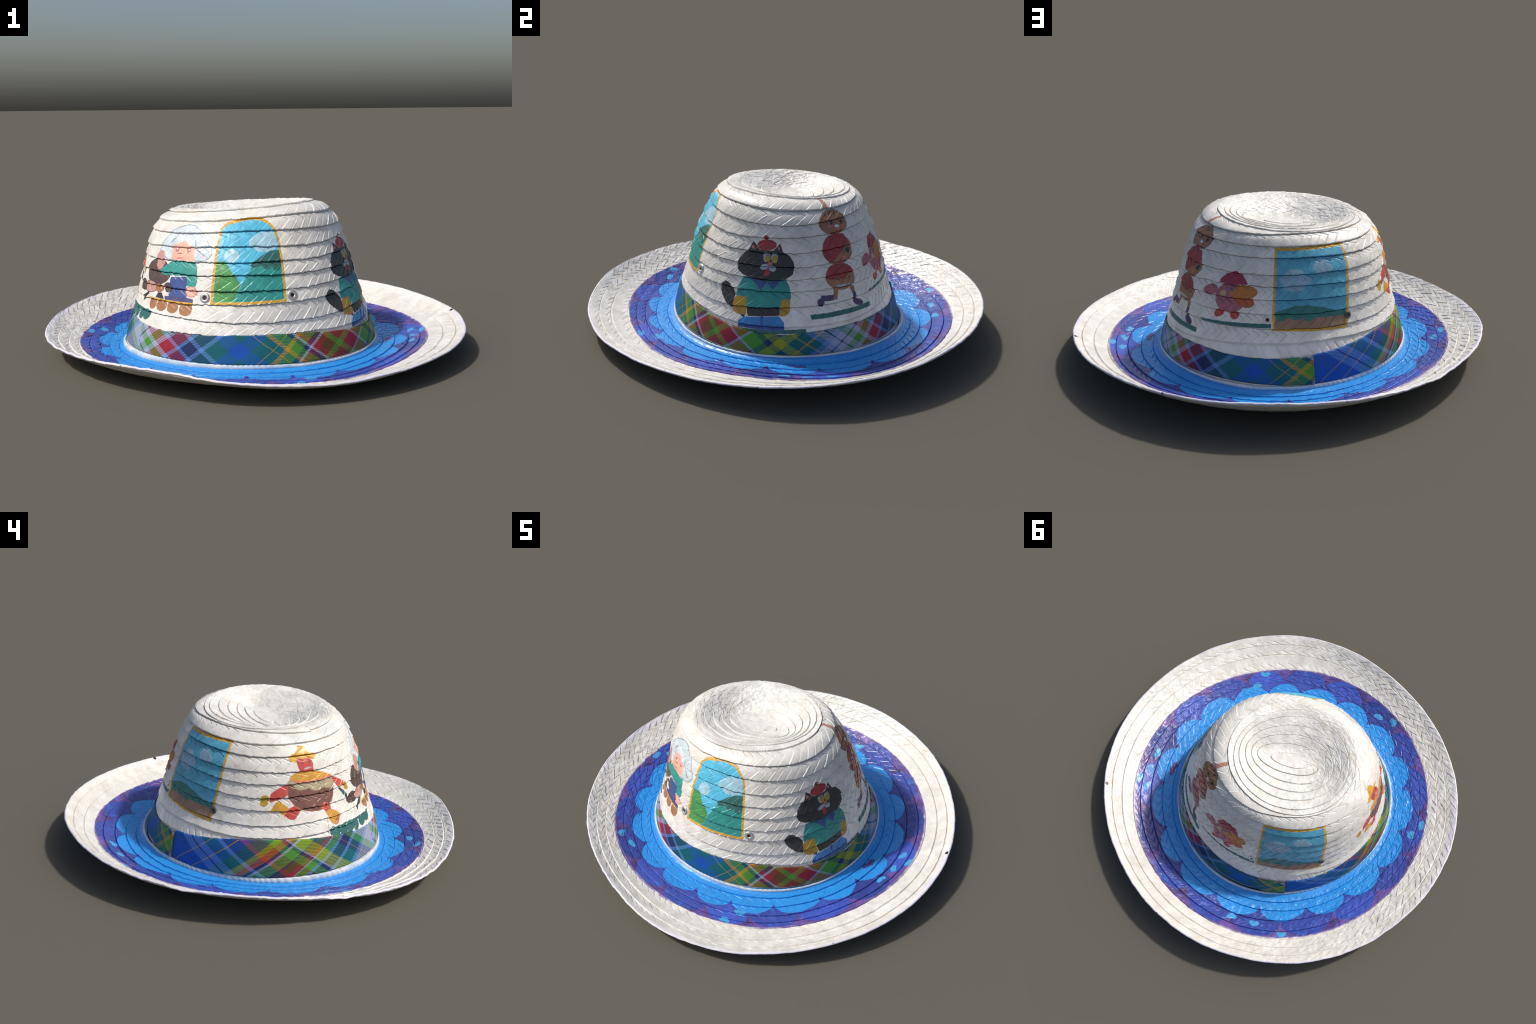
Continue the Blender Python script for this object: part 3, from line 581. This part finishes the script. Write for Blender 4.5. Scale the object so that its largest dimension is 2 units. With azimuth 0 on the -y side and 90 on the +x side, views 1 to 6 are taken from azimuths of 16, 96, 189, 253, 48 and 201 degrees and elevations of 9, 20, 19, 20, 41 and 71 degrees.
def figure_material(name, fig):
    n = Nodes(name); base, fibre = straw(n)
    a = math.radians(fig['azimuth'])
    x, y, z = n.xyz(n.coord)
    px = n.vec('DOT_PRODUCT', n.coord, (math.cos(a), math.sin(a), 0)); py = n.vec('DOT_PRODUCT', n.coord, (-math.sin(a), math.cos(a), 0))
    X = n.math('MULTIPLY', n.math('ARCTAN2', py, px), PRINT_RADIUS)
    wob = n.math('MULTIPLY_ADD', n.noise(n.coord, 70., 2.), .006, -.003)
    X = n.math('ADD', X, wob)
    Y = n.math('ADD', n.math('SUBTRACT', z, fig['height']), n.math('MULTIPLY', wob, .7))
    P = n.combine(X, Y, 1.)
    tone = n.range(fibre, .30, .75, 1.12, .80)
    patch = n.range(n.noise(n.coord, 24., 2.), .3, .7, .88, 1.14)
    tone = n.math('MULTIPLY', tone, patch)
    col = None; cover = None; clip = None
    ink_col = lin(.5, .5, .5); cover = 0.
    for s in fig['layers']:
        P3 = P
        d, m = shape_mask(n, s, P3, clip)
        if s['line']:
            ink_col = n.mix(m, ink_col, lin(*INK[s['line']]))
            cover = n.math('MAXIMUM', cover, m)
            mi = n.range(d, s['w'] - .0012, s['w'] + .0012)
            if clip is not None: mi = n.math('MULTIPLY', mi, clip)
            ink_col = n.mix(mi, ink_col, lin(*INK[s['ink']]))
            if s['clip']: clip = mi
        else:
            ink_col = n.mix(m, ink_col, lin(*INK[s['ink']])); cover = n.math('MAXIMUM', cover, m)
    ink_col = n.mix(1., ink_col, n.combine(tone, tone, tone), 'MULTIPLY')
    through = n.range(fibre, .66, .82, .965, .62)                 # straw showing through the ink
    col = n.mix(n.math('MULTIPLY', cover, through), base, ink_col)
    return n.finish(col, .33, fibre, .40, .0018, spec=.5)

SPOTS = [(4.6, 3.45, 1), (12.2, 3.62, 1), (17.0, 4.55, 1), (20.0, 3.6, 1), (92.0, 3.38, 1), (101.7, 3.48, 1), (113.0, 4.48, 1), (-170.5, 4.38, 1), (-175.5, 3.32, 1),
         (-60.0, 4.35, 1), (-55.3, 3.05, 1), (-117.4, 3.54, 1), (-123.6, 4.38, 1), (8.2, .95, 0), (11.0, 1.12, 0)]

def brim_material(name):
    """wave print: three rings of scales in cyan, blue and violet, with small fish-like blots"""
    n = Nodes(name); base, fibre = straw(n)
    x, y, z, r, th = n.polar()
    c = n.math('DIVIDE', x, r); s = n.math('DIVIDE', y, r)
    c2 = n.math('SUBTRACT', n.math('MULTIPLY', c, c), n.math('MULTIPLY', s, s)); s2 = n.math('MULTIPLY', n.math('MULTIPLY', c, s), 2.)
    c3 = n.math('SUBTRACT', n.math('MULTIPLY', c2, c), n.math('MULTIPLY', s2, s)); s3 = n.math('ADD', n.math('MULTIPLY', s2, c), n.math('MULTIPLY', c2, s))
    def harm(co):
        v = co[0]
        for k, q in zip(co[1:7], (c, s, c2, s2, c3, s3)): v = n.math('MULTIPLY_ADD', q, k, v)
        return v
    rb, rm = harm(BASE_R), harm(BLUE_R)
    row = n.math('MULTIPLY', n.math('DIVIDE', n.math('SUBTRACT', r, rb), n.math('SUBTRACT', rm, rb)), 5.)
    row = n.math('ADD', row, n.math('MULTIPLY_ADD', n.noise(n.coord, 30., 2.), .30, -.15))
    deg = n.math('MULTIPLY', th, 180 / math.pi)
    wv = n.math('MULTIPLY_ADD', n.noise(n.coord, 5., 1.), 7., -3.5)
    k = n.math('DIVIDE', n.math('ADD', n.math('SUBTRACT', deg, n.math('MULTIPLY_ADD', c, -3.6, 2.2)), n.math('ADD', wv, 360.)), 20.)
    def scale(shift, lo, hi):
        f = n.math('SUBTRACT', n.math('MULTIPLY', n.math('FRACT', n.math('ADD', k, shift)), 2.), 1.)
        g = n.math('SQRT', n.math('MAXIMUM', n.math('SUBTRACT', 1., n.math('MULTIPLY', f, f)), 0.))
        return n.math('MULTIPLY_ADD', g, hi - lo, lo)
    e1 = scale(0., 1.20, 2.95); e2 = scale(.5, 2.95, 4.90)
    cell = n.new('ShaderNodeTexWhiteNoise', noise_dimensions='1D'); n.put(cell.inputs['W'], n.math('FLOOR', n.math('ADD', k, .5)))
    cyan = n.mix(n.noise(n.coord, 7., 3.), lin(.004, .21, .60), lin(.006, .31, .82))
    blue = n.mix(n.range(cell.outputs[0], 0, 1, .25, 1.), lin(.012, .020, .17), lin(.036, .085, .50))
    blue = n.mix(n.math('MULTIPLY', n.range(n.math('SUBTRACT', row, e1), .0, 1.1, .45, 0.), 1.), blue, lin(.012, .022, .20))
    violet = n.mix(n.range(n.noise(n.coord, 12., 3.), .35, .65), lin(.045, .020, .15), lin(.15, .075, .33))
    ink = n.mix(n.range(n.math('SUBTRACT', row, e1), -.03, .03), cyan, blue)
    ink = n.mix(n.range(n.math('SUBTRACT', row, e2), -.04, .04), ink, violet)
    ink = n.mix(n.range(row, 4.84, 4.95), ink, lin(.22, .17, .42))
    for az, w, light in SPOTS:
        a = math.radians(az); R = 0.60 + .0455 * w
        body = None
        for (du, dr, ru, rr, tw) in ((0, 0, .018, .0100, RNG.uniform(-50, 50)), (.020, RNG.uniform(-.008, .008), .009, .009, 0)):
            rc = float(harmonics(BASE_R, np.array(a)) + (harmonics(BLUE_R, np.array(a)) - harmonics(BASE_R, np.array(a))) * w / 5) + dr
            aa = a + du / rc
            mp = n.new('ShaderNodeMapping', vector_type='TEXTURE'); n.put(mp.inputs[0], n.coord)
            mp.inputs[1].default_value = (rc * math.cos(aa), rc * math.sin(aa), 0); mp.inputs[2].default_value = (0, 0, aa + math.pi / 2 + math.radians(tw))
            mp.inputs[3].default_value = (ru * 1.25, rr * 1.35, 1e6)
            q = n.math('ADD', n.vec('LENGTH', mp.outputs[0]), n.math('MULTIPLY_ADD', n.noise(n.coord, 90., 1.), .9, -.45))
            q = n.range(q, .95, 1.1, 1., 0.)
            body = q if body is None else n.math('MAXIMUM', body, q)
        ink = n.mix(body, ink, lin(.045, .34, .66) if light else lin(.055, .030, .19))
    mottle = n.range(n.noise(n.coord, 38., 3., .6), .56, .70, 0., .45)
    ink = n.mix(mottle, ink, lin(.03, .20, .70))
    tone = n.range(fibre, .30, .75, 1.12, .82)
    ink = n.mix(1., ink, n.combine(tone, tone, tone), 'MULTIPLY')
    cover = n.range(row, 4.97, 5.06, 1., 0.)
    lilac = n.math('MULTIPLY', n.range(r, .965, .985), n.range(n.noise(n.coord, 6., 3.), .38, .60))
    base = n.mix(n.math('MULTIPLY', lilac, .75), base, lin(.66, .64, .80))
    through = n.range(fibre, .68, .84, .97, .70)
    col = n.mix(n.math('MULTIPLY', cover, through), base, ink)
    hole = n.vec('DISTANCE', n.combine(x, y, 0.), (.9105, .3690, 0.))  # the gap's darkness, painted as a black spot on the rim
    col = n.mix(n.range(hole, .008, .011, 1., 0.), col, lin(.004, .004, .004))
    return n.finish(col, .33, fibre, .40, .0018, spec=.5)

BLUE, TEAL, ROYAL, YELLOW, LIME = (.008, .075, .36), (.006, .105, .125), (.008, .045, .23), (.42, .24, .015), (.065, .23, .026)
NAVY, WHITE, RED, PALE, OLIVE = (.012, .025, .095), (.31, .34, .47), (.28, .016, .030), (.10, .22, .48), (.27, .30, .012)
BROWN, ORANGE = (.10, .045, .015), (.42, .085, .018)
SETT = [(0, BLUE), (.045, TEAL), (.135, YELLOW), (.145, TEAL), (.195, YELLOW), (.225, LIME), (.30, NAVY), (.33, WHITE), (.352, RED), (.395, BROWN), (.47, LIME),
        (.52, RED), (.62, WHITE), (.64, LIME), (.74, NAVY), (.79, OLIVE), (.86, TEAL), (.93, YELLOW), (.94, TEAL), (1.0, PALE), (1.04, WHITE), (1.09, NAVY), (1.10, WHITE),
        (1.155, LIME), (1.21, WHITE), (1.25, RED), (1.335, PALE), (1.36, NAVY), (1.45, PALE), (1.48, TEAL), (1.60, BLUE)]
SETT_REPEAT = 1.645
# the piece beside the join, one list for each diagonal, by distance round the hat
JOIN_DOWN = [(1.10, BLUE), (1.205, TEAL), (1.213, BLUE), (1.28, PALE), (1.34, NAVY), (1.35, PALE), (1.41, TEAL), (1.50, PALE), (1.53, NAVY), (1.625, RED), (1.66, BROWN),
             (1.745, LIME), (1.81, NAVY), (1.835, WHITE), (1.85, OLIVE), (1.94, TEAL), (2.02, NAVY), (2.05, ORANGE), (2.058, NAVY), (2.10, LIME), (2.15, WHITE)]
JOIN_UP = [(1.10, BLUE), (1.235, YELLOW), (1.243, BLUE), (1.345, YELLOW), (1.357, BLUE), (1.42, TEAL), (1.50, OLIVE), (1.54, ORANGE), (1.585, NAVY), (1.605, WHITE), (1.62, LIME),
           (1.69, NAVY), (1.71, BROWN), (1.76, RED), (1.79, WHITE), (1.80, LIME), (1.845, PALE), (1.865, NAVY), (1.94, PALE), (1.965, TEAL), (2.05, PALE), (2.08, WHITE), (2.115, YELLOW), (2.123, WHITE)]

def tartan_material(name):
    """bias-cut tartan: the same sett on both diagonals, woven as a fine twill"""
    n = Nodes(name); x, y, z, r, th = n.polar()
    w = n.math('MULTIPLY', th, .56)
    w = n.math('SUBTRACT', w, n.math('MULTIPLY', n.math('GREATER_THAN', th, math.radians(115.5)), TAU * .56))
    u = n.math('ADD', w, .79 + 2 * SETT_REPEAT)
    far = n.math('DIVIDE', n.math('ADD', w, TAU * .56 - 1.10), 1.10)
    pick = n.math('LESS_THAN', w, -1.325)
    v = n.math('MULTIPLY', n.math('SUBTRACT', z, .105), 1.35)
    wob = n.math('MULTIPLY_ADD', n.noise(n.coord, 3.5, 1.), .05, -.025)
    stops = [(p / SETT_REPEAT, c) for p, c in SETT]
    def read(t):
        return n.ramp(n.math('FRACT', n.math('DIVIDE', n.math('ADD', t, wob), SETT_REPEAT)), stops)
    A, B = read(n.math('ADD', u, v)), read(n.math('SUBTRACT', u, v))
    vj = n.math('DIVIDE', n.math('ADD', v, wob), 1.10)
    A = n.mix(pick, A, n.ramp(n.math('ADD', far, vj), [((p - 1.10) / 1.10, c) for p, c in JOIN_DOWN]))
    B = n.mix(pick, B, n.ramp(n.math('SUBTRACT', far, vj), [((p - 1.10) / 1.10, c) for p, c in JOIN_UP]))
    tw = n.math('FRACT', n.math('DIVIDE', n.math('ADD', z, n.math('MULTIPLY', u, .10)), .0062))
    col = n.mix(n.range(tw, .42, .58, .12, .88), A, B)
    weave = n.noise(n.combine(n.math('MULTIPLY', u, 350.), n.math('MULTIPLY', z, 350.), 0.), 1., 1.)
    k = n.range(weave, .3, .7, .86, 1.1)
    col = n.mix(1., col, n.combine(k, k, k), 'MULTIPLY')
    return n.finish(col, .62, weave, .25, .001, spec=.25)

def metal_material(name):
    n = Nodes(name); q = n.noise(n.coord, 60., 3.)
    return n.finish(n.mix(q, lin(.50, .49, .46), lin(.70, .69, .66)), .36, q, .2, .001, metallic=.75)

def plain_material(name, c, rough=.7):
    n = Nodes(name); q = n.noise(n.coord, 80., 2.)
    return n.finish(n.mix(q, lin(*[v * .7 for v in c]), lin(*c)), rough)

# ------------------------------------------------------------------ meshes
def mesh_object(name, V, quads, material, parent, normals=None, tris=None):
    me = bpy.data.meshes.new(name)
    loops = quads.ravel(); nq = len(quads)
    me.vertices.add(len(V)); me.vertices.foreach_set('co', np.ascontiguousarray(V, np.float32).ravel())
    me.loops.add(len(loops)); me.loops.foreach_set('vertex_index', loops.astype(np.int32))
    me.polygons.add(nq); me.polygons.foreach_set('loop_start', np.arange(0, nq * 4, 4, dtype=np.int32))
    me.polygons.foreach_set('use_smooth', np.ones(nq, bool))
    me.materials.append(material); me.update(); me.validate()
    if normals is not None and len(me.vertices) == len(V):
        me.normals_split_custom_set_from_vertices(np.ascontiguousarray(normals, np.float32))
    ob = bpy.data.objects.new(name, me); bpy.context.scene.collection.objects.link(ob)
    ob.parent = parent
    return ob

def grid_quads(nu, nv):
    i = np.arange(nu * nv).reshape(nu, nv)
    return np.stack([i[:-1, :-1], i[1:, :-1], i[1:, 1:], i[:-1, 1:]], -1)       # (nu-1, nv-1, 4)

def region_object(name, P, N, quads, mask, material, parent):
    q = quads[mask]
    if not len(q): return None
    used, inv = np.unique(q.ravel(), return_inverse=True)
    return mesh_object(name, P.reshape(-1, 3)[used], inv.reshape(-1, 4), material, parent, N.reshape(-1, 3)[used])

def empty(name, parent=None):
    e = bpy.data.objects.new(name, None); bpy.context.scene.collection.objects.link(e)
    if parent: e.parent = parent
    return e

def oriented(P, ref_up=True):
    N = grid_normals(P); return N

# ------------------------------------------------------------------ assemble
hat = empty('straw_hat')
hat['label'] = "child's white straw hat with printed figures, tartan band and blue brim"
hat['category'] = 'sun hat'
crown, brim = empty('crown', hat), empty('brim', hat)

STRAW = straw_material('bleached_straw')

# crown: one spiral surface, cut into braid rows and printed figures
th, T, F, ROW, P = build_crown_grid()
quads = grid_quads(*P.shape[:2])
N = grid_normals(P)
outward = P * [1, 1, 0] + [0, 0, .3]
if (N * outward).sum() < 0: N = -N; quads = quads[..., ::-1]
centre = (P[:-1, :-1] + P[1:, :-1] + P[1:, 1:] + P[:-1, 1:]) / 4
az = np.arctan2(centre[..., 1], centre[..., 0])
owner = np.broadcast_to(ROW[:-1][None], centre.shape[:2]).copy()
fig_of = np.full(owner.shape, -1)
for k, (name, fig) in enumerate(FIGURES.items()):
    d = (az - math.radians(fig['azimuth']) + math.pi) % TAU - math.pi
    X, Y = d * PRINT_RADIUS, centre[..., 2] - fig['height']
    near = (np.abs(X) < .35) & (np.abs(Y) < .30) & (T[:-1, :-1] < 7.18)
    inside = np.zeros(owner.shape, bool)
    for s in fig['layers']:
        inside[near] |= shape_distance(s, X[near], Y[near]) > -.007
    fig_of[inside & (fig_of < 0)] = k
PRINT_NAMES = {'grandmother': 'printed_grandmother', 'landscape_window': 'printed_window', 'cat': 'printed_cat', 'skewer': 'printed_skewer',
               'bird': 'printed_bird', 'seaside_window': 'printed_window', 'burger_man': 'printed_burger_figure'}
for k, (name, fig) in enumerate(FIGURES.items()):
    region_object(PRINT_NAMES[name], P, N, quads, fig_of == k, figure_material('ink_' + name, fig), crown)
for k in range(ROW.max() + 1):
    region_object('straw_braid', P, N, quads, (owner == k) & (fig_of < 0), STRAW, crown)

# inside of the crown
thc = np.linspace(0, TAU, 361); tc = np.linspace(0, 12.99, 120)
TH, TT = np.meshgrid(thc, tc, indexing='ij'); Pi = crown_point(TH, TT); Ni = grid_normals(Pi)
if (Ni * (Pi * [1, 1, 0] + [0, 0, .3])).sum() < 0: Ni = -Ni
Pi = Pi - Ni * .012
q = grid_quads(*Pi.shape[:2])
mesh_object('crown_lining', Pi.reshape(-1, 3), q.reshape(-1, 4), STRAW, crown)

# brim
bth, W, BF, BROW, PB = build_brim_grid()
NB = grid_normals(PB); qb = grid_quads(*PB.shape[:2])
if NB[..., 2].mean() < 0: NB = -NB; qb = qb[..., ::-1]
NB[0] = NB[-1] = (NB[0] + NB[-1]) / np.linalg.norm(NB[0] + NB[-1], axis=-1, keepdims=True)
BRIM = brim_material('wave_print_on_straw')
bo = np.broadcast_to(BROW[:-1][None], (PB.shape[0] - 1, PB.shape[1] - 1))
for k in range(BROW.max() + 1):
    region_object('printed_straw_braid' if k < 5 else 'straw_braid', PB, NB, qb, bo == k, BRIM, brim)

# underside of the brim and its rounded rim
nu = 721; uth = np.linspace(-math.pi, math.pi, nu); sel = np.linspace(0, PB.shape[0] - 1, nu).astype(int)
uw = np.linspace(-.45, 8, 85)
TH, UW = np.meshgrid(uth, uw, indexing='ij')
PU = brim_point(TH, UW); NU = grid_normals(PU)
if NU[..., 2].mean() < 0: NU = -NU
thick = .014 - .005 * (UW / 8)
PU = PU - NU * thick[..., None]
ridge = .0025 * np.abs(np.sin(UW * math.pi)) + .0015 * noise3(PU, 30, 2)
PU = PU - NU * ridge[..., None]
PU[..., 2] = np.maximum(PU[..., 2], .0)
PU[:, -1] = PB[sel, -1] - np.array([0, 0, .009]); PU[-1] = PU[0]
mesh_object('brim_underside', PU.reshape(-1, 3), grid_quads(*PU.shape[:2])[..., ::-1].reshape(-1, 4), STRAW, brim)

top_edge, low_edge = PB[sel, -1], PU[:, -1]
a = np.linspace(0, math.pi, 9)
mid, half = (top_edge + low_edge) / 2, (top_edge - low_edge) / 2
out = np.stack([np.cos(uth), np.sin(uth), 0 * uth], -1)
E = mid[:, None] + half[:, None] * np.cos(a)[None, :, None] * 1.12 + out[:, None] * (np.sin(a)[None, :, None] * .007 - .002)
E += .0012 * noise3(E, 60, 2)[..., None]; E[-1] = E[0]
edge_nodes = Nodes('worn_lilac_edge'); ec, ef = straw(edge_nodes)
ec = edge_nodes.mix(edge_nodes.range(edge_nodes.noise(edge_nodes.coord, 9., 3.), .35, .6, .2, .85), ec, lin(.64, .62, .79))
ec = edge_nodes.mix(edge_nodes.range(edge_nodes.noise(edge_nodes.coord, 28., 3., .7), .68, .74), ec, lin(.03, .03, .045))
EDGE = edge_nodes.finish(ec, .45, ef, .3, .0015)
mesh_object('brim_edge', E.reshape(-1, 3), grid_quads(*E.shape[:2])[..., ::-1].reshape(-1, 4), EDGE, brim)

# tartan band
nb, mb = 1081, 40
bt = np.linspace(math.radians(115.5), math.radians(115.5) + TAU, nb); v = np.linspace(0, 1, mb)
tt = np.linspace(0, 4, 161)
lv = crown_point(np.broadcast_to(bt[:, None], (nb, 161)), np.broadcast_to(tt, (nb, 161)))[..., 2]
thick_side = .5 + .5 * np.cos(bt - math.radians(195))
z_low = harmonics(BASE_Z, bt) + .003 + .018 * thick_side
ang = np.stack([np.cos(bt) * 3, np.sin(bt) * 3, 0 * bt], -1)
z_high = harmonics(BAND_TOP_Z, bt) - .014 * bump(bt, 3, 15) + .004 * noise3(ang, 3, 2)
zz = z_low[:, None] + (z_high - z_low)[:, None] * v
TB = np.array([np.interp(zz[j], lv[j], tt) for j in range(nb)])
TH = np.broadcast_to(bt[:, None], TB.shape)
PT = crown_point(TH, TB); NT = grid_normals(PT)
if (NT * PT * [1, 1, 0]).sum() < 0: NT = -NT
fold = math.radians(115.5)
dth = (bt - fold)
end_lap = smooth(dth, TAU - math.radians(22), TAU - math.radians(4)) * .010          # free end laps over the start
offs = .0055 + .0028 * np.sin(math.pi * v)[None] + end_lap[:, None]
offs = offs + (.0035 * noise3(PT * [1, 1, .35], 9, 2) + .0012 * noise3(PT, 30, 1)) * np.sin(math.pi * np.clip(v, .08, .92))[None]
offs[:, -1] -= .004; offs[:, 0] -= .003
pinch = np.exp(-((dth - TAU + math.radians(7)) / math.radians(1.6)) ** 2) * .006
offs = offs - pinch[:, None]
PT = PT + NT * offs[..., None]
qt = grid_quads(nb, mb); NN = grid_normals(PT)
if (NN * PT * [1, 1, 0]).sum() < 0: qt = qt[..., ::-1]
band = mesh_object('tartan_band', PT.reshape(-1, 3), qt.reshape(-1, 4), tartan_material('tartan_cloth'), crown)
sol = band.modifiers.new('cloth', 'SOLIDIFY'); sol.thickness = .003; sol.offset = -1

cord_nodes = Nodes('straw_cord_tinted_by_print'); cc, cf = straw(cord_nodes)
cc = cord_nodes.mix(cord_nodes.range(cord_nodes.noise(cord_nodes.coord, 11., 3.), .35, .65, .15, .75), cc, lin(.26, .42, .60))
CORD = cord_nodes.finish(cc, .45, cf, .5, .002)
# twisted straw cord along the foot of the band
nc, mc = 1441, 17
ct = np.linspace(-math.pi, math.pi, nc); b = np.linspace(0, TAU, mc)
big = .5 + .5 * np.cos(ct - math.radians(195))
rad_v, rad_h = .0048 + .0110 * big, .0048 + .003 * big
cr, cz = harmonics(BASE_R, ct) - .008 - .016 * bump(ct, 140, 28), harmonics(BASE_Z, ct) - .001 + .006 * big
tw = 1 + .22 * np.abs(np.sin(ct[:, None] * 62 + b[None] * .5 + 2 * np.sin(ct[:, None] * 9))) - .12
rr = cr[:, None] + rad_h[:, None] * np.cos(b) * tw; zc = cz[:, None] + rad_v[:, None] * np.sin(b) * tw
C = np.stack([rr * np.cos(ct)[:, None], rr * np.sin(ct)[:, None], zc], -1)
C[..., 2] += .003 * noise3(C, 14, 2); C[-1] = C[0]; C[:, -1] = C[:, 0]
mesh_object('straw_cord', C.reshape(-1, 3), grid_quads(nc, mc).reshape(-1, 4), CORD, crown)

# metal eyelets
WORN = plain_material('tarnished_metal', (.09, .085, .075), .45)
METAL, DARK = metal_material('dull_metal'), plain_material('eyelet_hole_painted_dark', (.05, .035, .028))
prof = [(.0085, -.006), (.0085, .0035), (.0105, .0058), (.0145, .0066), (.0190, .0056), (.0225, .0030), (.0235, -.002)]
ea = np.linspace(0, TAU, 49)
ring = np.array([[(r * math.cos(q), r * math.sin(q), h) for r, h in prof] for q in ea])
disc = np.array([[(r * math.cos(q), r * math.sin(q), .0022) for r in (.0002, .0095)] for q in ea])  # flat dark disc set where the eyelet's opening would be
for e, size, metal in zip(EYELETS, (1, 1, .92, .72), (METAL, METAL, METAL, WORN)):
    p = crown_foot(e); t = math.radians(e[0])
    up = crown_foot((e[0], e[1] + .02)) - crown_foot((e[0], e[1] - .02)); up /= np.linalg.norm(up)
    side = crown_foot((e[0] + 2, e[1])) - crown_foot((e[0] - 2, e[1])); side -= up * side.dot(up); side /= np.linalg.norm(side)
    M = np.stack([side, up, np.cross(side, up)], 0)
    o = mesh_object('eyelet', size * ring.reshape(-1, 3) @ M + p, grid_quads(49, len(prof)).reshape(-1, 4), metal, crown)
    mesh_object('eyelet_hole_dark_disc', size * disc.reshape(-1, 3) @ M + p, grid_quads(49, 2).reshape(-1, 4), DARK, crown)
